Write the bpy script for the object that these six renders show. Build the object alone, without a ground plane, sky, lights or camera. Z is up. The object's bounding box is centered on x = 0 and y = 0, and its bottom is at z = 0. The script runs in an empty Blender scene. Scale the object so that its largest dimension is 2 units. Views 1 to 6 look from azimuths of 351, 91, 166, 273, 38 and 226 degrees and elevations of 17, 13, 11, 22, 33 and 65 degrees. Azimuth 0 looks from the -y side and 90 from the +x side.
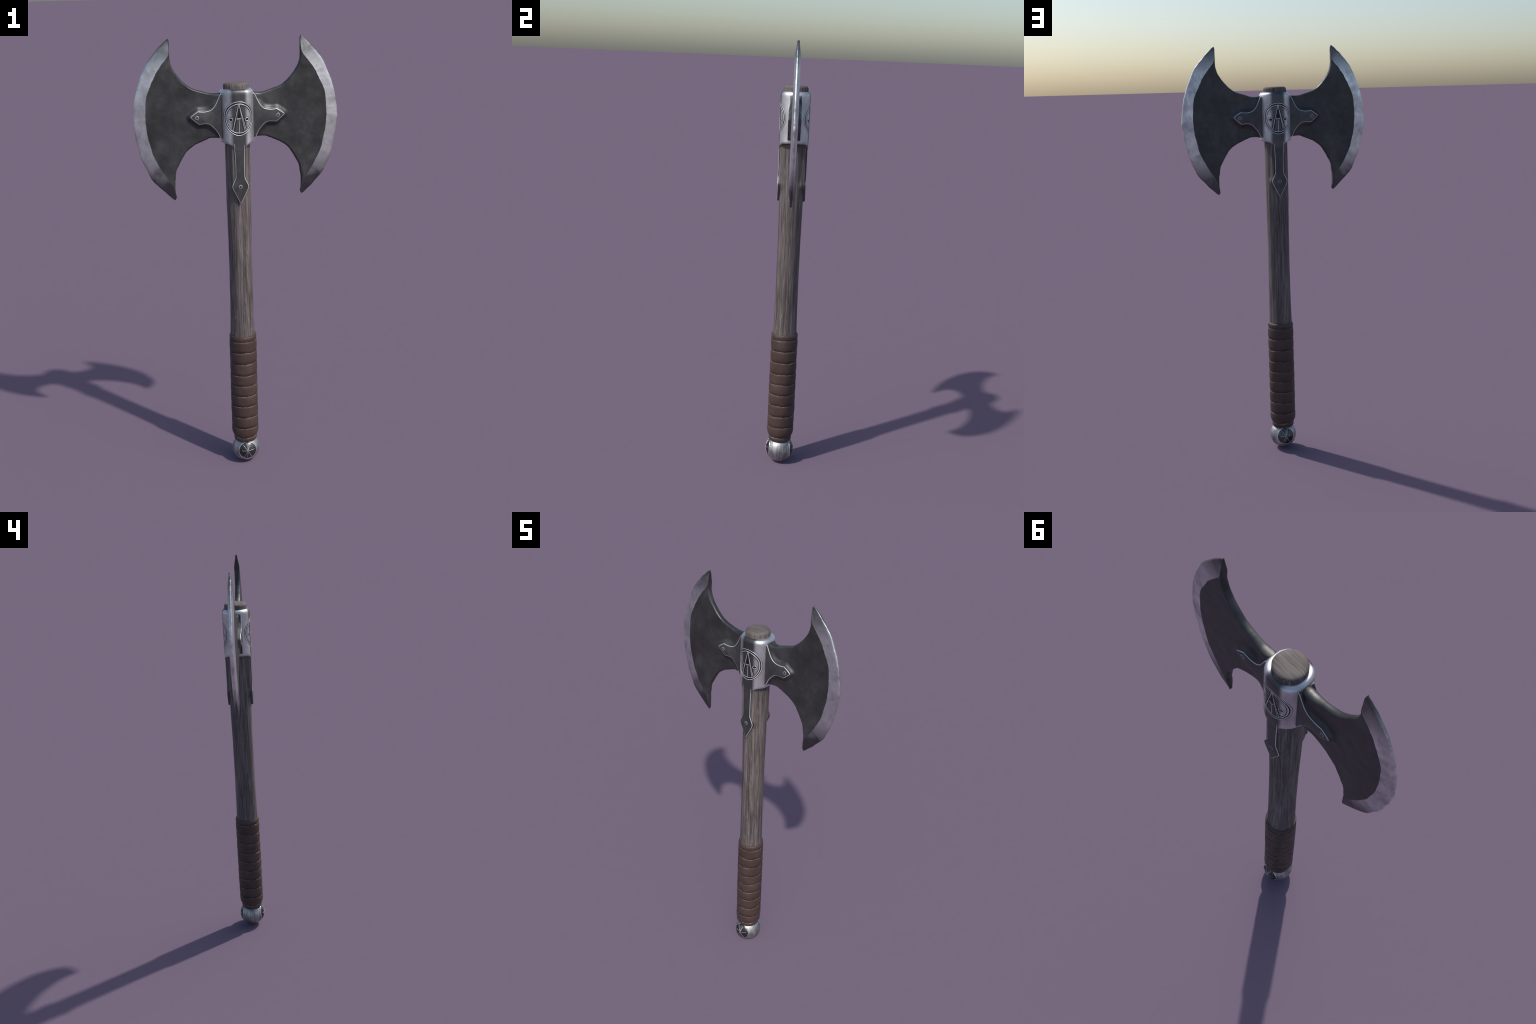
"""Double-bladed battle axe: weathered wooden haft, ringed leather grip, round
steel pommel, blackened steel head with ground edges, langets and an engraved
socket.  Metres, z up, every object keeps its origin at the world origin so
Object coordinates equal world coordinates."""
import bpy, bmesh, math, random
from math import sin, cos, pi, sqrt
from mathutils import Vector, noise

random.seed(7)
YC = -0.0018                     # mid plane of the axe
HX = -0.0015                     # the haft sits a touch off centre


# ------------------------------------------------------------------ helpers
def lerp(a, b, t):
    return a + (b - a) * t


def smooth(t):
    t = max(0.0, min(1.0, t))
    return t * t * (3 - 2 * t)


def nz(x, y, z):
    return noise.noise(Vector((x, y, z)))


def interp(table, x):
    """piecewise linear profile [(x, value), ...], x ascending"""
    if x <= table[0][0]:
        return table[0][1]
    for (a, va), (b, vb) in zip(table, table[1:]):
        if x <= b:
            return lerp(va, vb, (x - a) / (b - a))
    return table[-1][1]


def catmull(pts, per=8, closed=False):
    """smooth curve through 2D control points"""
    n = len(pts)
    out = []
    for i in range(n if closed else n - 1):
        if closed:
            p = [pts[(i + k - 1) % n] for k in range(4)]
        else:
            p = [pts[max(0, min(n - 1, i + k - 1))] for k in range(4)]
        for j in range(per):
            t = j / per
            out.append(tuple(
                0.5 * (2 * p[1][c] + (p[2][c] - p[0][c]) * t
                       + (2 * p[0][c] - 5 * p[1][c] + 4 * p[2][c] - p[3][c]) * t * t
                       + (3 * p[1][c] - p[0][c] - 3 * p[2][c] + p[3][c]) * t ** 3)
                for c in (0, 1)))
    if not closed:
        out.append(pts[-1])
    return out


def resample(pts, n):
    """n points evenly spaced by arc length"""
    L = [0.0]
    for a, b in zip(pts, pts[1:]):
        L.append(L[-1] + math.dist(a, b))
    out, k = [], 0
    for i in range(n):
        d = L[-1] * i / (n - 1)
        while k < len(L) - 2 and L[k + 1] < d:
            k += 1
        t = (d - L[k]) / max(1e-9, L[k + 1] - L[k])
        out.append(tuple(lerp(pts[k][c], pts[k + 1][c], min(1, t)) for c in (0, 1)))
    return out


def seg_dist(p, a, b):
    ax, ay = b[0] - a[0], b[1] - a[1]
    t = ((p[0] - a[0]) * ax + (p[1] - a[1]) * ay) / max(1e-12, ax * ax + ay * ay)
    t = max(0, min(1, t))
    return math.hypot(p[0] - a[0] - t * ax, p[1] - a[1] - t * ay)


def poly_dist(p, pts, closed=False):
    m = min(seg_dist(p, a, b) for a, b in zip(pts, pts[1:]))
    if closed:
        m = min(m, seg_dist(p, pts[-1], pts[0]))
    return m


def inside(p, poly):
    c = False
    for (x1, y1), (x2, y2) in zip(poly, poly[1:] + poly[:1]):
        if (y1 > p[1]) != (y2 > p[1]) and p[0] < (x2 - x1) * (p[1] - y1) / (y2 - y1) + x1:
            c = not c
    return c


ROOT = bpy.data.objects.new("battle_axe", None)
bpy.context.scene.collection.objects.link(ROOT)
ROOT.empty_display_size = 0.1
ROOT["label"] = "double-bladed battle axe with wooden haft and leather grip"
ROOT["category"] = "battle axe"


def add(name, parent, verts, faces, mats, fmat=None, angle=40, smoothed=True):
    me = bpy.data.meshes.new(name)
    me.from_pydata([tuple(v) for v in verts], [], faces)
    for m in mats:
        me.materials.append(m)
    if fmat:
        for p, i in zip(me.polygons, fmat):
            p.material_index = i
    bm = bmesh.new()
    bm.from_mesh(me)
    bmesh.ops.remove_doubles(bm, verts=bm.verts, dist=1e-6)
    bmesh.ops.recalc_face_normals(bm, faces=bm.faces)
    bm.to_mesh(me)
    bm.free()
    if smoothed:
        for p in me.polygons:
            p.use_smooth = True
        me.set_sharp_from_angle(angle=math.radians(angle))
    ob = bpy.data.objects.new(name, me)
    bpy.context.scene.collection.objects.link(ob)
    ob.parent = parent
    return ob


def empty(name, parent):
    ob = bpy.data.objects.new(name, None)
    bpy.context.scene.collection.objects.link(ob)
    ob.parent = parent
    ob.empty_display_size = 0.05
    return ob


def grid_faces(nr, nc, wrap=True):
    fs = []
    for r in range(nr - 1):
        for c in range(nc if wrap else nc - 1):
            d = (c + 1) % nc
            fs.append((r * nc + c, r * nc + d, (r + 1) * nc + d, (r + 1) * nc + c))
    return fs


# ---------------------------------------------------------------- materials
class Mat:
    def __init__(self, name, rough=0.5, metal=0.0):
        self.m = bpy.data.materials.new(name)
        self.m.use_nodes = True
        self.nt = self.m.node_tree
        self.b = self.nt.nodes["Principled BSDF"]
        self.b.inputs["Roughness"].default_value = rough
        self.b.inputs["Metallic"].default_value = metal
        self.tc = self.nt.nodes.new("ShaderNodeTexCoord")

    def link(self, a, b):
        self.nt.links.new(a, b)

    def node(self, kind, **kw):
        n = self.nt.nodes.new(kind)
        for k, v in kw.items():
            setattr(n, k, v)
        return n

    def noise(self, scale, size=1.0, detail=4, rough=0.55, dist=0.0, loc=(0, 0, 0), coord=None):
        mp = self.node("ShaderNodeMapping")
        mp.inputs["Scale"].default_value = scale
        mp.inputs["Location"].default_value = loc
        self.link(coord or self.tc.outputs["Object"], mp.inputs["Vector"])
        n = self.node("ShaderNodeTexNoise")
        n.inputs["Scale"].default_value = size
        n.inputs["Detail"].default_value = detail
        n.inputs["Roughness"].default_value = rough
        n.inputs["Distortion"].default_value = dist
        self.link(mp.outputs["Vector"], n.inputs["Vector"])
        return n.outputs["Fac"]

    def ramp(self, fac, stops):
        r = self.node("ShaderNodeValToRGB")
        el = r.color_ramp.elements
        while len(el) < len(stops):
            el.new(0.5)
        for e, (p, c) in zip(el, stops):
            e.position = p
            e.color = (c if isinstance(c, tuple) else (c, c, c)) + (1,)
        self.link(fac, r.inputs["Fac"])
        return r.outputs["Color"]

    def math(self, op, a, b=None, c=None):
        n = self.node("ShaderNodeMath", operation=op)
        for i, v in enumerate((a, b, c)):
            if v is None:
                continue
            if isinstance(v, (int, float)):
                n.inputs[i].default_value = v
            else:
                self.link(v, n.inputs[i])
        return n.outputs[0]

    def sep(self, coord=None):
        s = self.node("ShaderNodeSeparateXYZ")
        self.link(coord or self.tc.outputs["Object"], s.inputs[0])
        return s.outputs

    def mix(self, fac, a, b, mode="MIX"):
        n = self.node("ShaderNodeMix", data_type="RGBA", blend_type=mode)
        for sock, v in ((n.inputs[0], fac), (n.inputs[6], a), (n.inputs[7], b)):
            if isinstance(v, (int, float)):
                sock.default_value = v
            elif isinstance(v, tuple):
                sock.default_value = v + (1,)
            else:
                self.link(v, sock)
        return n.outputs[2]

    def color(self, c):
        if isinstance(c, tuple):
            self.b.inputs["Base Color"].default_value = c + (1,)
        else:
            self.link(c, self.b.inputs["Base Color"])

    def rough(self, s):
        self.link(s, self.b.inputs["Roughness"])

    def bump(self, h, strength=0.3, dist=0.002):
        n = self.node("ShaderNodeBump")
        n.inputs["Strength"].default_value = strength
        n.inputs["Distance"].default_value = dist
        self.link(h, n.inputs["Height"])
        self.link(n.outputs["Normal"], self.b.inputs["Normal"])


def mat_wood():
    M = Mat("weathered_wood", 0.7)
    warp = M.noise((3, 3, 3), 3, 2)
    fine = M.noise((150, 150, 3.2), 1.0, 5, 0.62, 0.6)
    broad = M.noise((34, 34, 2.4), 1.0, 3, 0.55, 2.2, loc=(3, 1, 2))
    crack = M.noise((48, 48, 2.2), 1.0, 2, 0.5, 1.6, loc=(9, 5, 1))
    pale = M.noise((62, 62, 2.0), 1.0, 2, 0.5, 1.3, loc=(2, 8, 4))
    v = M.math("ADD", M.math("MULTIPLY", fine, 0.55), M.math("MULTIPLY", broad, 0.45))
    col = M.ramp(v, [(0.37, (0.034, 0.027, 0.025)), (0.45, (0.079, 0.064, 0.060)),
                     (0.53, (0.126, 0.104, 0.099)), (0.63, (0.206, 0.176, 0.169))])
    line = M.ramp(crack, [(0.455, 0.0), (0.495, 1.0), (0.505, 1.0), (0.545, 0.0)])
    col = M.mix(M.math("MULTIPLY", line, 0.60), col, (0.050, 0.040, 0.035))
    hl = M.ramp(pale, [(0.480, 0.0), (0.498, 1.0), (0.502, 1.0), (0.520, 0.0)])
    col = M.mix(M.math("MULTIPLY", hl, 0.45), col, (0.29, 0.26, 0.245))
    col = M.mix(M.ramp(warp, [(0.4, 0.0), (0.65, 0.30)]), col, (0.105, 0.087, 0.080))
    M.color(col)
    M.bump(M.math("SUBTRACT", fine, M.math("MULTIPLY", line, 0.5)), 0.45, 0.002)
    return M.m


def mat_end_grain():
    M = Mat("wood_end_grain", 0.75)
    f = M.noise((9, 300, 20), 1.0, 4, 0.6, 0.5)
    b = M.noise((14, 40, 14), 1.0, 2, 0.5)
    v = M.math("ADD", M.math("MULTIPLY", f, 0.6), M.math("MULTIPLY", b, 0.4))
    M.color(M.ramp(v, [(0.35, (0.058, 0.046, 0.042)), (0.48, (0.108, 0.089, 0.083)),
                       (0.64, (0.168, 0.143, 0.134))]))
    M.bump(f, 0.35, 0.0015)
    return M.m


def mat_leather(name, k=1.0):
    M = Mat(name, 0.55)
    n = M.noise((14, 14, 14), 1.0, 4)
    s = M.noise((25, 25, 160), 1.0, 3)
    v = M.math("ADD", M.math("MULTIPLY", n, 0.7), M.math("MULTIPLY", s, 0.3))
    M.color(M.ramp(v, [(0.32, (0.048 * k, 0.027 * k, 0.021 * k)),
                       (0.52, (0.072 * k, 0.043 * k, 0.034 * k)),
                       (0.72, (0.096 * k, 0.060 * k, 0.049 * k))]))
    M.bump(M.noise((180, 180, 180), 1.0, 3), 0.12, 0.001)
    return M.m


def mat_leather_edge():
    """caught light painted pale along the rim of each leather band, broken up"""
    M = Mat("painted_leather_glint", 0.5)
    n = M.noise((45, 45, 12), 1.0, 3, 0.6)
    M.color(M.ramp(n, [(0.46, (0.066, 0.041, 0.033)), (0.62, (0.27, 0.23, 0.205))]))
    return M.m


def mat_dark_steel(name, k=1.0, rough=0.42, metal=1.0):
    M = Mat(name, rough, metal)
    n = M.noise((9, 9, 7), 1.0, 5, 0.6)
    s = M.noise((42, 42, 34), 1.0, 4, 0.6)
    v = M.math("ADD", M.math("MULTIPLY", n, 0.7), M.math("MULTIPLY", s, 0.3))
    M.color(M.ramp(v, [(0.35, (0.112 * k, 0.114 * k, 0.116 * k)),
                       (0.50, (0.152 * k, 0.153 * k, 0.155 * k)),
                       (0.66, (0.235 * k, 0.236 * k, 0.237 * k))]))
    M.rough(M.ramp(n, [(0.3, rough - 0.06), (0.7, rough + 0.1)]))
    M.bump(M.noise((240, 240, 240), 1.0, 3), 0.06, 0.001)
    return M.m


def mat_bright_steel(name, lo, hi, rough=0.4):
    M = Mat(name, rough, 1.0)
    n = M.noise((22, 22, 22), 1.0, 5, 0.62)
    M.color(M.ramp(n, [(0.33, (lo, lo, lo * 1.02)), (0.66, (hi, hi, hi * 1.02))]))
    M.rough(M.ramp(n, [(0.3, rough + 0.08), (0.7, rough - 0.05)]))
    return M.m


def mat_ground_edge():
    """ground bevel: bright, clouded, blackening toward the four horn tips"""
    M = Mat("ground_edge_steel", 0.42, 1.0)
    n = M.noise((17, 17, 15), 1.0, 4, 0.6, 0.4)
    fine = M.noise((120, 120, 60), 1.0, 4, 0.6)
    v = M.math("ADD", M.math("MULTIPLY", n, 0.88), M.math("MULTIPLY", fine, 0.12))
    col = M.ramp(v, [(0.38, (0.46, 0.46, 0.47)), (0.62, (0.80, 0.80, 0.81))])
    z = M.sep()[2]
    d = M.math("ABSOLUTE", M.math("SUBTRACT", z, 1.678))          # height from the middle
    d = M.math("ADD", d, M.math("MULTIPLY", M.math("SUBTRACT", n, 0.5), 0.16))
    fade = M.ramp(d, [(0.195, 0.0), (0.295, 1.0)])
    M.color(M.mix(fade, col, (0.12, 0.12, 0.125)))
    M.rough(M.ramp(n, [(0.3, 0.50), (0.7, 0.36)]))
    M.bump(fine, 0.08, 0.001)
    return M.m


def mat_socket():
    """polished flanks, blackened band down the middle of front and back"""
    M = Mat("socket_steel", 0.5, 0.95)
    n = M.noise((20, 20, 12), 1.0, 4)
    ax = M.math("ABSOLUTE", M.sep()[0])
    ax = M.math("ADD", ax, M.math("MULTIPLY", M.math("SUBTRACT", n, 0.5), 0.006))
    t = M.ramp(ax, [(0.026, 0.0), (0.039, 1.0)])
    bright = M.ramp(n, [(0.3, (0.46, 0.46, 0.47)), (0.7, (0.74, 0.74, 0.75))])
    dark = M.ramp(n, [(0.3, (0.095, 0.095, 0.098)), (0.7, (0.145, 0.145, 0.148))])
    M.color(M.mix(t, dark, bright))
    return M.m


def mat_pommel():
    M = Mat("pommel_steel", 0.5, 0.9)
    w = M.noise((10, 120, 10), 1.0, 4, 0.6, 0.6)
    n = M.noise((24, 24, 24), 1.0, 4)
    line = M.ramp(M.noise((7, 60, 7), 1.0, 2, 0.5, 1.0), [(0.46, 0.0), (0.495, 1.0), (0.505, 1.0), (0.54, 0.0)])
    col = M.ramp(M.math("ADD", M.math("MULTIPLY", w, 0.5), M.math("MULTIPLY", n, 0.5)),
                 [(0.38, (0.22, 0.22, 0.22)), (0.60, (0.52, 0.52, 0.52))])
    M.color(M.mix(M.math("MULTIPLY", line, 0.55), col, (0.18, 0.18, 0.18)))
    M.bump(w, 0.12, 0.0012)
    return M.m


WOOD, ENDG = mat_wood(), mat_end_grain()
LEATHER, LEATHER_DK, LEATHER_EDGE = mat_leather("brown_leather", 0.88), mat_leather("dark_leather", 0.45), mat_leather_edge()
DARK = mat_dark_steel("blackened_steel", 0.38, 0.42, 0.6)
PLATE = mat_dark_steel("langet_steel", 0.50, 0.46, 0.6)
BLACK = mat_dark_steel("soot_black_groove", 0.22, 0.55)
EDGE = mat_bright_steel("worn_rim_steel", 0.66, 0.92, 0.36)
RIM = mat_bright_steel("bright_rim_steel", 0.50, 0.70, 0.42)  # lightened so plate edges show a drawn-in highlight from any side
RIM.node_tree.nodes["Principled BSDF"].inputs["Metallic"].default_value = 0.45
ENGRAVE = mat_bright_steel("engraved_line_steel", 0.56, 0.78, 0.42)
ENGRAVE.node_tree.nodes["Principled BSDF"].inputs["Metallic"].default_value = 0.5
GROUND = mat_ground_edge()
SOCKET = mat_socket()
POMMEL = mat_pommel()
DISC = mat_dark_steel("pommel_disc_steel", 0.6, 0.35)


# ------------------------------------------------- head outlines (x >= 0 side)
OUTER = [(.2845, 2.0), (.298, 1.990), (.312, 1.976), (.325, 1.965), (.339, 1.949), (.365, 1.919),
         (.389, 1.882), (.411, 1.833), (.429, 1.780), (.441, 1.724), (.447, 1.672), (.4475, 1.640),
         (.442, 1.590), (.432, 1.540), (.422, 1.495), (.402, 1.447), (.381, 1.403), (.342, 1.360),
         (.303, 1.321), (.2845, 1.307)]
BEVEL = [(.2845, 1.999), (.2830, 1.985), (.2835, 1.955), (.2875, 1.932), (.301, 1.912), (.319, 1.892),
         (.344, 1.855), (.368, 1.808), (.386, 1.765), (.393, 1.722), (.396, 1.668), (.395, 1.640),
         (.389, 1.585), (.381, 1.555), (.367, 1.503), (.340, 1.450), (.312, 1.404), (.294, 1.378),
         (.286, 1.355), (.2825, 1.330), (.2840, 1.309)]
IN_TOP = [(.2845, 2.0), (.2798, 1.986), (.2812, 1.948), (.2788, 1.912), (.2685, 1.874), (.2425, 1.836),
          (.2128, 1.806), (.187, 1.790), (.149, 1.7775), (.120, 1.7695), (.102, 1.7672), (.084, 1.7676), (.064, 1.7690)]
IN_BOT = [(.064, 1.5735), (.081, 1.5740), (.097, 1.5755), (.122, 1.575), (.137, 1.569), (.178, 1.552),
          (.193, 1.544), (.227, 1.518), (.260, 1.464), (.272, 1.441), (.278, 1.405), (.281, 1.388),
          (.281, 1.345), (.278, 1.330), (.277, 1.318), (.2845, 1.307)]
LANGET = [(.0735, 1.7660), (.0780, 1.7585), (.086, 1.741), (.097, 1.719), (.111, 1.703), (.126, 1.696),
          (.148, 1.693), (.172, 1.6955), (.190, 1.684), (.2045, 1.673), (.204, 1.668), (.186, 1.652), (.169, 1.6385),
          (.150, 1.640), (.134, 1.640), (.119, 1.634), (.101, 1.616), (.088, 1.598), (.081, 1.582), (.076, 1.572)]
LANGET_CURVE = catmull(LANGET[:8], 4) + catmull(LANGET[8:10], 2) + catmull(LANGET[10:13], 2) + catmull(LANGET[13:], 4)
LANGET_POLY = [(.060, 1.7660)] + LANGET_CURVE + [(.060, 1.572)]
Y_LANGET = 0.0295
N_TOP, N_MID, N_BOT = 92, 24, 92


def split_path(path, za, zb):
    """top / middle / bottom runs of a smooth path, cut at heights za > zb"""
    c = catmull(path, 10)
    top = [p for p in c if p[1] >= za]
    mid = [p for p in c if zb <= p[1] <= za]
    bot = [p for p in c if p[1] <= zb]
    mid = [top[-1]] + mid + [bot[0]]
    return resample(top, N_TOP) + resample(mid, N_MID)[1:-1] + resample(bot, N_BOT)


def blade_thickness(x, z, d_in, width):
    """half thickness of the blade body before the bevel"""
    h = 0.0134 + 0.0060 * smooth((0.150 - x) / 0.070)
    h += 0.0007 * nz(x * 22, 3.1, z * 22) + 0.0003 * nz(x * 55, 8.2, z * 55)
    p = (x, z)
    if x < 0.25 and 1.54 < z < 1.79:                     # forged swelling under the langet
        d = 0.0 if inside(p, LANGET_POLY) else poly_dist(p, LANGET_CURVE)
        k = (1 - smooth(d / 0.017)) * smooth(d_in / 0.016) * (1 - smooth((abs(z - 1.668) - 0.045) / 0.035))
        h = lerp(h, max(h, 0.0272), k)
    tip = min(1.0, (2.0 - z) / 0.065, (z - 1.307) / 0.065)
    h *= lerp(0.36, 1.0, smooth(max(0, tip)))
    r = min(0.0075, 0.6 * width)
    if d_in < r:                                         # rounded back edge
        h *= sqrt(max(0.0, 1 - (1 - d_in / r) ** 2))
    return h


def build_blade(sign, parent, seed):
    inner = resample(catmull(IN_TOP, 10), N_TOP) \
        + resample([IN_TOP[-1], IN_BOT[0]], N_MID)[1:-1] + resample(catmull(IN_BOT, 10), N_BOT)
    bev = split_path(BEVEL, 1.695, 1.648)
    out = split_path(OUTER, 1.700, 1.640)
    n = len(inner)

    def rough_edge(pts, amp, f):
        res = []
        for i, (x, z) in enumerate(pts):
            a, b = pts[max(0, i - 1)], pts[min(n - 1, i + 1)]
            tx, tz = b[0] - a[0], b[1] - a[1]
            L = math.hypot(tx, tz) or 1
            k = amp * (nz(x * f, seed, z * f) + 0.6 * nz(x * f * 2.7, seed + 5, z * f * 2.7))
            k *= min(1, i / 6, (n - 1 - i) / 6)
            res.append((x + tz / L * k, z - tx / L * k))
        return res
    out = rough_edge(out, 0.0019, 26)
    bev = rough_edge(bev, 0.0016, 30)
    socket_row = range(N_TOP - 1, N_TOP + N_MID - 1)
    inner_r = rough_edge(inner, 0.0012, 24)
    inner = [inner[i] if i in socket_row else inner_r[i] for i in range(n)]

    # rows between inner edge and bevel: absolute offsets near the rounded edge
    offs = [0, .0006, .0016, .003, .005, .0075, .011]
    NB = 60
    rows_body = []
    for r in range(len(offs) + NB):
        row = []
        for i in range(n):
            a, b = inner[i], bev[i]
            w = math.dist(a, b)
            cut = min(offs[-1], 0.5 * w)
            if r < len(offs):
                d = offs[r] / offs[-1] * cut
            else:
                d = lerp(cut, w, (r - len(offs) + 1) / NB)
            t = d / max(w, 1e-9)
            row.append((lerp(a[0], b[0], t), lerp(a[1], b[1], t)))
        rows_body.append(row)
    edge_curve = inner[:N_TOP], inner[N_TOP + N_MID - 2:]

    def d_inner(p):
        return min(poly_dist(p, edge_curve[0]), poly_dist(p, edge_curve[1]))

    gap_in = [d_inner(p) for p in bev]
    H = []
    for r, row in enumerate(rows_body):
        hr = []
        for i, p in enumerate(row):
            d = 1.0 if (r > 40 and 20 < i < n - 20) else d_inner(p)
            if i in socket_row and p[0] < 0.070:
                d = 1.0
            h = blade_thickness(p[0], p[1], d, gap_in[i])
            if r == 0 and i not in socket_row:
                h = 0.0
            hr.append(h)
        H.append(hr)

    def emit(rows, heights, name, mat):
        verts, faces = [], []
        for side in (1, -1):
            base = len(verts)
            for row, hr in zip(rows, heights):
                for (x, z), h in zip(row, hr):
                    verts.append((sign * x, YC + side * h, z))
            faces += [tuple(base + q for q in f) for f in grid_faces(len(rows), n, False)]
        return add(name, parent, verts, faces, [mat], angle=50)

    body = emit(rows_body, H, "blade", DARK)
    us = [0, .12, .25, .4, .55, .7, .82, .90, .95, .98, 1.0]
    prof = [1, .93, .86, .78, .69, .61, .54, .47, .39, .27, 0]
    rows_e, He = [], []
    for u, k in zip(us, prof):
        rows_e.append([(lerp(a[0], b[0], u), lerp(a[1], b[1], u)) for a, b in zip(bev, out)])
        He.append([h * k for h in H[-1]])
    emit(rows_e, He, "cutting_edge", GROUND)
    return body


# -------------------------------------------------------- flat plates with rim
def offset_poly(poly, d):
    """move a closed polygon inward by d"""
    n = len(poly)
    area = sum(a[0] * b[1] - b[0] * a[1] for a, b in zip(poly, poly[1:] + poly[:1]))
    s = 1 if area > 0 else -1
    res = []
    for i in range(n):
        a, p, b = poly[i - 1], poly[i], poly[(i + 1) % n]
        n1 = Vector((-(p[1] - a[1]), p[0] - a[0])).normalized()
        n2 = Vector((-(b[1] - p[1]), b[0] - p[0])).normalized()
        m = (n1 + n2)
        m = m / max(0.35, m.length_squared / 2) if m.length > 1e-6 else n1
        res.append((p[0] + s * d * m.x, p[1] + s * d * m.y))
    return res


def build_plate(name, parent, poly, side, y_out, y_in, rim, sign=1):
    """plate lying in a y = const plane; chamfer coloured bright to carry a painted edge highlight"""
    poly = [(sign * x, z) for x, z in poly]
    loops = [(poly, y_in), (poly, y_out - 0.0017), (offset_poly(poly, rim * .22), y_out - .0008),
             (offset_poly(poly, rim * .6), y_out - .0002), (offset_poly(poly, rim), y_out)]
    n = len(poly)
    verts = [(x, YC + side * y, z) for lp, y in loops for x, z in lp]
    faces = grid_faces(5, n)
    fm = [0] * n + [1] * 3 * n
    faces.append(tuple(range(4 * n, 5 * n)))
    fm.append(0)
    return add(name, parent, verts, faces, [PLATE, RIM], fm, angle=35)


def build_rivet(parent, x, z, y, side):
    """low dome set in a bright worn ring"""
    prof = [(.0076, -.002), (.0076, .0003), (.0070, .0007), (.0061, .0007), (.0055, .0001),
            (.0046, .0001), (.0036, .0004), (.0018, .0005)]
    nseg = 28
    verts, faces = [], []
    for r, h in prof:
        for k in range(nseg):
            a = 2 * pi * k / nseg
            verts.append((x + r * cos(a), YC + side * (y + h), z + r * sin(a)))
    faces = grid_faces(len(prof), nseg)
    fm = [1] * nseg * 3 + [2] * nseg + [0] * nseg * 3
    faces.append(tuple((len(prof) - 1) * nseg + k for k in range(nseg)))
    fm.append(0)
    return add("rivet", parent, verts, faces, [PLATE, RIM, BLACK], fm, angle=35)


# ------------------------------------------------------------------- socket
SA, SB, SP = 0.0722, 0.0673, 2.45                 # super-ellipse half axes, power


def socket_y(x):
    return SB * max(0.0, 1 - min(1, abs(x) / SA) ** SP) ** (1 / SP)


def build_socket(parent):
    nth = 160
    # (height from local bottom as fraction, or absolute near top; scale)
    prof = [(0.000, .86), (0.000, .955), (.0015, .995), (.005, 1.012), (.012, 1.012), (.022, 1.0)]
    top = [(1.60, 1.0), (1.64, 1.0), (1.70, 1.0), (1.755, 1.0), (1.766, 1.0), (1.771, .992), (1.7755, .968),
           (1.779, .935), (1.7815, .90), (1.783, .865), (1.7837, .83), (1.779, .80)]
    cols = []
    for k in range(nth):
        a = 2 * pi * k / nth
        ca, sa = cos(a), sin(a)
        rr = (abs(ca / SA) ** SP + abs(sa / SB) ** SP) ** (-1 / SP)
        cols.append((rr * ca, rr * sa))
    verts = []
    dip = [(0, 1.526), (.0215, 1.527), (.0235, 1.5295), (.0265, 1.5345), (.032, 1.5420), (.042, 1.5490),
           (.056, 1.5535), (.075, 1.556)]
    for h, s in prof:
        for x, y in cols:
            zb = interp(dip, abs(x)) if abs(y) > 0.02 else 1.556
            m = smooth((abs(x) - .020) / .012) if abs(y) > 0.02 else 1
            s2 = lerp(lerp(.972, 1, smooth(h / .05)) if s > .9 else .90, s, m)
            verts.append((x * lerp(1, s, m), YC + y * s2, zb + h))
    for z, s in top:
        for x, y in cols:
            if s < .84:                                   # lip closing on the round haft
                a = math.atan2(y, x)
                verts.append((HX + .0545 * cos(a), YC + .0545 * sin(a), z))
                continue
            w = 1 + 0.004 * nz(x * 30, y * 30, z * 18) if s > .95 else 1
            verts.append((x * s * w, YC + y * s * w, z))
    return add("socket", parent, verts, grid_faces(len(prof) + len(top), nth), [SOCKET], angle=48)


# ------------------------------------------------- engraved lines as thin wires
def tube(pts3, nrm, r, flat=1.0, closed=False, seg=6):
    """wire along pts3; flattened across the surface normal"""
    verts, n = [], len(pts3)
    for i, p in enumerate(pts3):
        a = pts3[(i - 1) % n] if closed else pts3[max(0, i - 1)]
        b = pts3[(i + 1) % n] if closed else pts3[min(n - 1, i + 1)]
        t = (b - a).normalized()
        u = nrm[i].normalized()
        v = t.cross(u).normalized()
        k = r * (1 + 0.22 * nz(p.x * 160, p.y * 160, p.z * 160))
        for s in range(seg):
            g = 2 * pi * s / seg
            verts.append(p + u * (k * flat * sin(g)) + v * (k * cos(g)))
    faces = []
    for i in range(n if closed else n - 1):
        j = (i + 1) % n
        for s in range(seg):
            q = (s + 1) % seg
            faces.append((i * seg + s, i * seg + q, j * seg + q, j * seg + s))
    if not closed:
        faces.append(tuple(range(seg)))
        faces.append(tuple((n - 1) * seg + s for s in range(seg)))
    return verts, faces


class Wires:
    """collects wires of one look into one mesh"""
    def __init__(self):
        self.v, self.f = [], []

    def put(self, vf):
        b = len(self.v)
        self.v += vf[0]
        self.f += [tuple(b + i for i in f) for f in vf[1]]


def on_socket(pts, side, lift):
    P, N = [], []
    for x, z in pts:
        y = socket_y(x)
        gx = (abs(x) / SA) ** (SP - 1) / SA * (1 if x >= 0 else -1)
        gy = (y / SB) ** (SP - 1) / SB
        nv = Vector((gx, side * gy, 0)).normalized()
        P.append(Vector((x, YC + side * y, z)) + nv * lift)
        N.append(nv)
    return P, N


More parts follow.
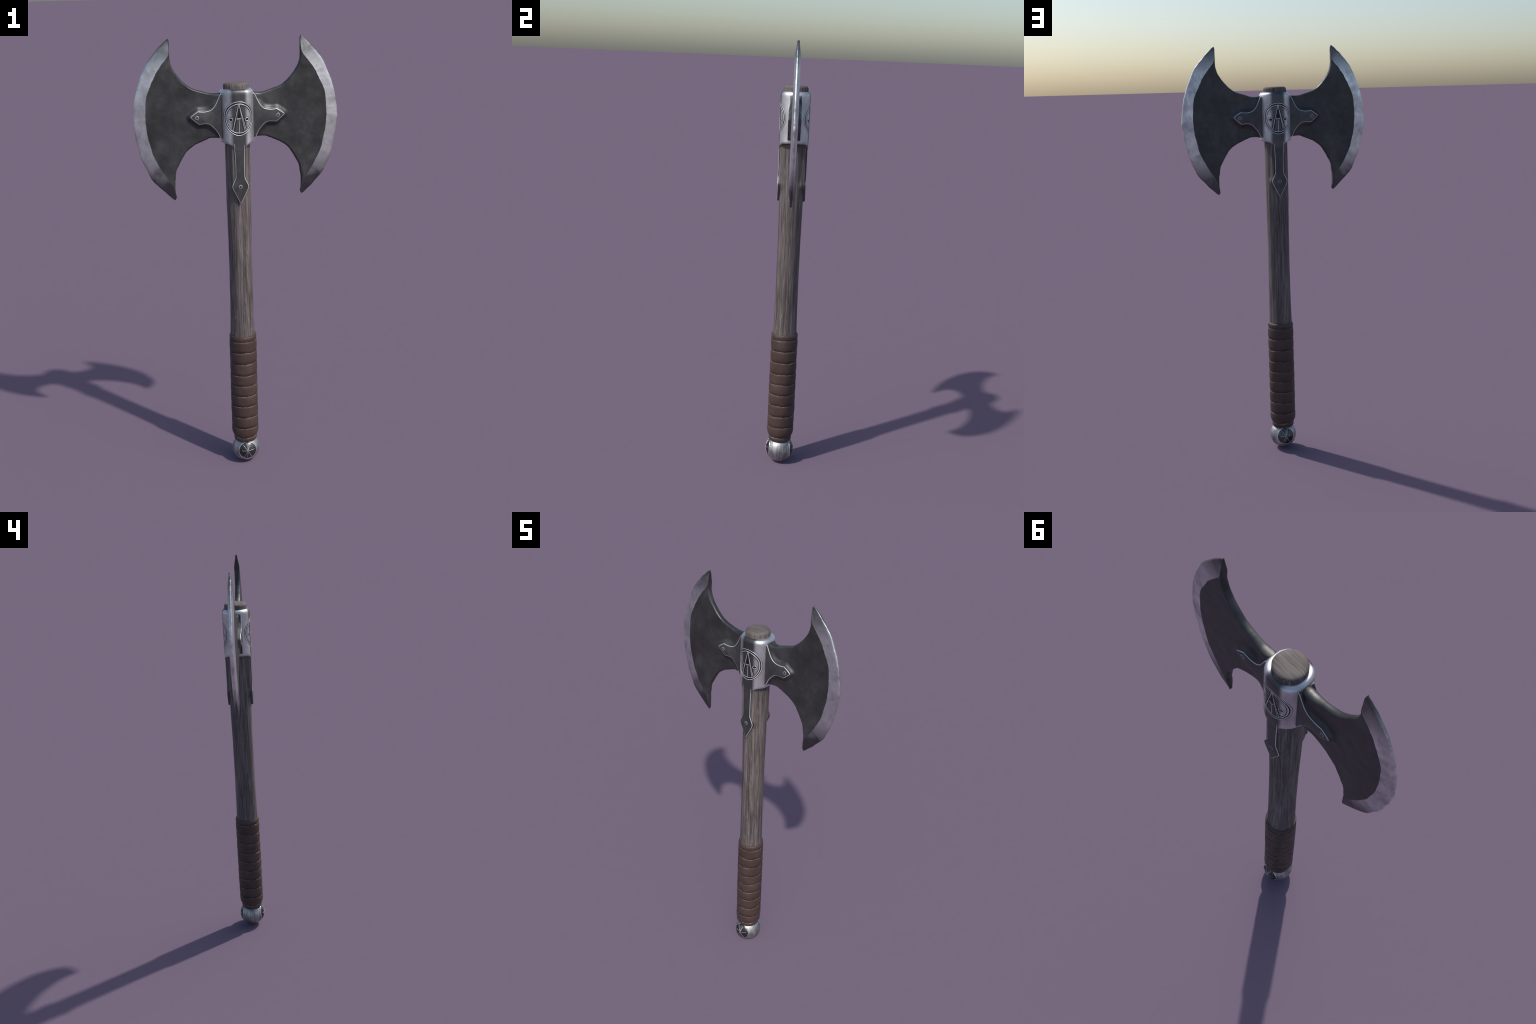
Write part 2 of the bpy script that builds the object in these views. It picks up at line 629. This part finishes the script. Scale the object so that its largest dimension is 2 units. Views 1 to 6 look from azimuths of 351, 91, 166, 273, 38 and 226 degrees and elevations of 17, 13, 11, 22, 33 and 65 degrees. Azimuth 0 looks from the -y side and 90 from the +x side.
def build_emblem(parent, side):
    bright, dark = Wires(), Wires()

    def wire(w, pts, r, lift, closed=False, flat=0.5, dense=True):
        if dense:
            m = int(sum(math.dist(a, b) for a, b in zip(pts, pts[1:])) / 0.0022) + 3
            pts = resample(list(pts) + ([pts[0]] if closed else []), m)
            if closed:
                pts = pts[:-1]
        P, N = on_socket([(-side * x, z) for x, z in pts], side, lift)
        w.put(tube(P, N, r, flat, closed))

    def sym(half):
        return catmull(half + [(-x, z) for x, z in half[-2:0:-1]], 8, True)

    ring_o = sym([(0, 1.7335), (.024, 1.7295), (.043, 1.718), (.055, 1.702), (.0608, 1.680), (.0608, 1.655),
                  (.0565, 1.636), (.046, 1.615), (.032, 1.602), (.016, 1.593), (0, 1.590)])
    ring_i = sym([(0, 1.7245), (.027, 1.717), (.0455, 1.701), (.0535, 1.683), (.0548, 1.660), (.050, 1.637),
                  (.036, 1.615), (.018, 1.6035), (0, 1.601)])
    gap = sym([(0, 1.7290), (.0255, 1.7235), (.0445, 1.710), (.0545, 1.692), (.0580, 1.668), (.0555, 1.645),
               (.046, 1.624), (.032, 1.6085), (.016, 1.5990), (0, 1.5955)])
    ring_d = [(x * .935, 1.663 + (z - 1.663) * .95) for x, z in ring_i]
    ring_x = [(x * 1.03, 1.663 + (z - 1.663) * 1.028) for x, z in ring_o]
    wire(dark, ring_x, .0012, -.0003, True, .5)
    wire(dark, gap, .0026, -.0003, True, .25)
    wire(dark, ring_d, .0017, -.0003, True, .4)
    wire(bright, ring_o, .0012, .0002, True)  # highlight on the engraved groove's edge, modelled as pale wire
    wire(bright, ring_i, .0013, .0002, True)
    apex = (0, 1.7260)
    # left leg: two strokes closing to one; right leg: two strokes all the way
    for a, b in (((-.001, 1.724), (-.0268, 1.611)), ((-.0025, 1.716), (-.0222, 1.636)),
                 ((.001, 1.724), (.0240, 1.611)), ((.003, 1.713), (.0290, 1.616))):
        wire(bright, [a, b], .00095, .0003)
    wire(bright, [apex, (0, 1.7215)], .0018, .0002)
    for a, b in (((-.005, 1.716), (-.0305, 1.618)), ((.0055, 1.716), (.0320, 1.622)),
                 ((-.0075, 1.681), (-.0215, 1.610)), ((.0030, 1.690), (.0205, 1.608)),
                 ((-.0105, 1.680), (-.0210, 1.640)), ((.0075, 1.694), (.0265, 1.612))):
        wire(dark, [a, b], .0016, -.0001, flat=.4)
    wire(dark, [(-.001, 1.705), (-.002, 1.664)], .0032, -.0002, flat=.25)
    wire(dark, [(.001, 1.705), (.002, 1.664)], .0032, -.0002, flat=.25)
    wire(bright, catmull([(-.0110, 1.6610), (0, 1.6612), (.0050, 1.6612), (.0090, 1.6640)], 4), .0013, .0002)
    wire(bright, [(-.0002, 1.655), (.0004, 1.602)], .0010, .0002)
    for s in (-1, 1):
        eye = [(s * .0352 + .0086 * cos(g), 1.6585 + .0070 * sin(g) + .0010 * s * cos(g))
               for g in [2 * pi * k / 22 for k in range(22)]]
        big = [(s * .0352 + 1.30 * (x - s * .0352), 1.6590 + 1.36 * (z - 1.6585)) for x, z in eye]
        core = [(s * .0352 + .50 * (x - s * .0352), 1.6585 + .42 * (z - 1.6585)) for x, z in eye]
        wire(dark, big, .0011, -.0002, True, .4, False)
        wire(dark, core, .0030, -.0002, True, .2, False)
        wire(bright, eye, .0010, .0003, True, .5, False)
    a = add("emblem", parent, bright.v, bright.f, [ENGRAVE], angle=80)
    b = add("emblem_groove", parent, dark.v, dark.f, [BLACK], angle=80)
    return a, b


# ------------------------------------------------------------------ strap
STRAP_HALF = [(.0235, 1.556), (.0232, 1.530), (.0224, 1.517), (.0212, 1.500), (.0205, 1.470), (.0203, 1.430),
              (.0208, 1.407), (.0245, 1.396), (.0320, 1.3805), (.0358, 1.3710), (.0362, 1.3640), (.0335, 1.3530),
              (.0170, 1.3205), (.0028, 1.2915)]
_r = catmull(STRAP_HALF[:12], 3) + STRAP_HALF[12:]
STRAP = [(x - .001, z) for x, z in _r] + [(-.001, 1.2885)] + [(-x - .001, z) for x, z in reversed(_r)]


# --------------------------------------------------------------------- haft
HAFT_R = [(.10, .052), (.60, .0548), (.66, .0555), (.72, .0540), (.80, .0530), (.95, .0520), (1.08, .0522),
          (1.20, .0535), (1.28, .0545), (1.50, .0545), (1.797, .0550)]


def build_haft(parent):
    nth, nzv = 144, 330
    verts, faces, fm = [], [], []
    zs = [lerp(.128, 1.797, i / (nzv - 1)) for i in range(nzv)]
    for z in zs:
        for k in range(nth):
            a = 2 * pi * k / nth
            r = interp(HAFT_R, z)
            g = nz(cos(a) * 9, sin(a) * 9, z * 1.1)
            g2 = nz(cos(a) * 22 + 4, sin(a) * 22, z * 2.3 + 7)
            r += 0.0010 * g - 0.0011 * max(0, g2) + 0.0006 * nz(cos(a) * 2, sin(a) * 2, z * 14)
            x, y = r * cos(a), r * sin(a)
            if 1.27 < z < 1.56 and abs(x) < .055:        # wood and scale swelling up to the strap
                p = (x, z)
                d = 0 if inside(p, STRAP) else poly_dist(p, STRAP, True)
                k2 = 1 - smooth(d / .012)
                box = (1 - smooth((abs(x) - .030) / .012)) * smooth((z - 1.362) / .012)
                y = lerp(y, math.copysign(max(abs(y), .0500), y), k2)
                y = lerp(y, math.copysign(max(abs(y), .0592), y), box)
            verts.append((HX + x, YC + y, z))
    # worn, chamfered top
    for rr, z in ((.0545, 1.8005), (.0530, 1.8045), (.0500, 1.8078), (.0450, 1.8098)):
        for k in range(nth):
            a = 2 * pi * k / nth
            q = 1 + .018 * nz(cos(a) * 3, sin(a) * 3, 8)
            verts.append((HX + rr * q * cos(a), YC + rr * q * sin(a), z))
    nr = nzv + 4
    faces = grid_faces(nr, nth)
    fm = [0] * ((nr - 3) * nth) + [1] * (2 * nth)
    for rr in (.030, .012):
        for k in range(nth):
            a = 2 * pi * k / nth
            verts.append((HX + rr * cos(a), YC + rr * sin(a), 1.8100))
    b = (nr - 1) * nth
    for r in range(2):
        for k in range(nth):
            d = (k + 1) % nth
            faces.append((b + r * nth + k, b + r * nth + d, b + (r + 1) * nth + d, b + (r + 1) * nth + k))
            fm.append(1)
    faces.append(tuple(b + 2 * nth + k for k in range(nth)))
    fm.append(1)
    return add("haft", parent, verts, faces, [WOOD, ENDG], fm, angle=60)


# --------------------------------------------------------------------- grip
def ring(name, parent, prof, mats, pm, seed, tilt=0.0):
    """leather ring from a (radius, z) profile, uneven like hand-cut hide"""
    nth = 112
    verts = []
    for j, (r, z) in enumerate(prof):
        for k in range(nth):
            a = 2 * pi * k / nth
            w = 0.0012 * nz(cos(a) * 1.6, sin(a) * 1.6, z * 7) \
                + 0.0004 * nz(cos(a) * 5, sin(a) * 5, z * 16)
            dz = 0.0030 * nz(cos(a) * 1.5 + 9, sin(a) * 1.5, seed * 2.1) \
                + 0.0008 * nz(cos(a) * 7, sin(a) * 7 + 3, seed * 4.4 + j * .3) + tilt * cos(a - 0.9)
            rr = r + w * (r > .0600)
            verts.append((-.001 + rr * cos(a), YC + rr * sin(a), z + dz))
    fm = [i for i in pm for _ in range(nth)]
    return add(name, parent, verts, grid_faces(len(prof), nth), mats, fm, angle=50)


def build_grip(parent):
    mats = [LEATHER, LEATHER_EDGE, LEATHER_DK]
    # dark under-wrap seen in the gaps
    ring("leather_core", parent, [(.0535, .655), (.0580, .654), (.0604, .648), (.0611, .600), (.0612, .400), (.0611, .170),
                                  (.050, .135)], mats, [0, 2, 2, 2, 2, 2], 3)
    cuts = [.630, .575, .519, .4615, .4095, .3565, .3025, .2465, .190]
    for i, top in enumerate(cuts):
        bot = cuts[i + 1] if i + 1 < len(cuts) else .140
        t, b = top - .0006, bot + random.uniform(.0046, .0064)
        R = .0632 + .0003 * random.uniform(-1, 1)
        if i + 1 < len(cuts):
            prof = [(.0600, t), (R - .0009, t - .0001), (R - .0001, t - .0013), (R + .0003, lerp(t, b, .2)),
                    (R + .0005, lerp(t, b, .5)), (R + .0003, lerp(t, b, .8)),
                    (R - .0004, b + .0016), (R - .0012, b + .0002), (.0598, b + .0003)]
        else:
            prof = [(.0600, t), (R - .0009, t - .0001), (R - .0001, t - .0013), (R + .0004, .180), (R + .0003, .166),
                    (R - .0012, .154), (R - .0050, .1435), (R - .0090, .1365), (.050, .135)]
        ring("leather_band", parent, prof, mats, [2, 1, 0, 0, 0, 0, 0, 2], 10 + i, .0012)
    # narrow hems closing the wrap at both ends
    ring("leather_hem", parent, [(.0545, .6555), (.0592, .6550), (.0612, .6525), (.0626, .646), (.0627, .640),
                                 (.0620, .6352), (.0600, .6346)], mats, [0, 0, 0, 0, 0, 2], 31, .0012)
    ring("leather_hem", parent, [(.048, .1385), (.0526, .1365), (.0543, .1330), (.0546, .127), (.0537, .119), (.0508, .1125),
                                 (.046, .111)], mats, [2, 1, 0, 0, 0, 0], 33)


# ------------------------------------------------------------------- pommel
PR, PZ = 0.0655, 0.0655


def build_pommel(parent):
    nth, nph = 96, 64
    verts = []
    for j in range(nph + 1):
        ph = lerp(0.004, pi * .93, j / nph)
        for k in range(nth):
            a = 2 * pi * k / nth
            d = Vector((sin(ph) * cos(a), sin(ph) * sin(a), -cos(ph)))
            r = PR + .0006 * nz(d.x * 2.4, d.y * 2.4, d.z * 2.4 + 5)
            verts.append((d.x * r, YC + d.y * r, max(0.0, PZ + d.z * PR if j < 6 else PZ + d.z * r)))
    faces = grid_faces(nph + 1, nth)
    faces.append(tuple(range(nth)))
    add("knob", parent, verts, faces, [POMMEL], angle=60)
    zc, R = .0705, .0405

    def on_ball(x, z, lift, side):
        y = sqrt(max(0, (PR + lift) ** 2 - x * x - (z - PZ) ** 2))
        return Vector((x, YC + side * y, z))

    for side in (-1, 1):
        verts, faces = [], []
        seg = 56
        rad = [R, R - .0004, R - .003, R * .75, R * .5, R * .25, .002]
        lift = [-.001, .0008, .0012, .0012, .0012, .0012, .0012]
        for r, l in zip(rad, lift):
            for k in range(seg):
                a = 2 * pi * k / seg
                verts.append(on_ball(r * cos(a), zc + r * sin(a), l, side))
        faces = grid_faces(len(rad), seg)
        faces.append(tuple((len(rad) - 1) * seg + k for k in range(seg)))
        add("disc", parent, verts, faces, [DISC], angle=50)

        w = Wires()

        def line(pts, r, lift, closed=False):
            P = [on_ball(side * -x, z, lift, side) for x, z in pts]
            N = [p - Vector((0, YC, PZ)) for p in P]
            w.put(tube(P, N, r, .7, closed))
        c = (0.0, .0745)
        ends = [(-.024, .104, .0006), (-.004, .108, .0005), (.007, .107, .0007), (.0115, .106, .0006),
                (.032, .078, .0006), (.0195, .039, .0006), (-.004, .034, .0005), (-.0205, .037, .0006), (-.030, .0740, .0008)]
        for x, z, r in ends:
            dx, dz = x - c[0], z - c[1]
            pts = [(c[0] + dx * t + .0012 * sin(t * 5 + x * 90) * t, c[1] + dz * t) for t in [.06 + .92 * i / 9 for i in range(10)]]
            line(pts, r, .0013)
        add("star_engraving", parent, w.v, w.f, [ENGRAVE], angle=80)
        w = Wires()
        line([((R + .0012) * cos(2 * pi * k / 72), zc + (R + .0012) * sin(2 * pi * k / 72)) for k in range(72)], .0017, .0002, True)
        add("disc_rim", parent, w.v, w.f, [EDGE], angle=80)


# ----------------------------------------------------------------- assembly
head = empty("axe_head", ROOT)
for s in (1, -1):
    build_blade(s, head, 2.0 + s)
    for side in (-1, 1):
        build_plate("langet", head, LANGET_POLY, side, Y_LANGET, .0120, .0024, s)
        build_rivet(head, s * .1765, 1.6675, Y_LANGET, side)
build_socket(head)
for side in (-1, 1):
    build_plate("haft_strap", head, STRAP, side, .0650, .0340, .0023)
    build_rivet(head, -.001, 1.3655, .0650, side)
    build_emblem(head, side)
build_haft(ROOT)
grip = empty("grip", ROOT)
build_grip(grip)
pommel = empty("pommel", ROOT)
build_pommel(pommel)
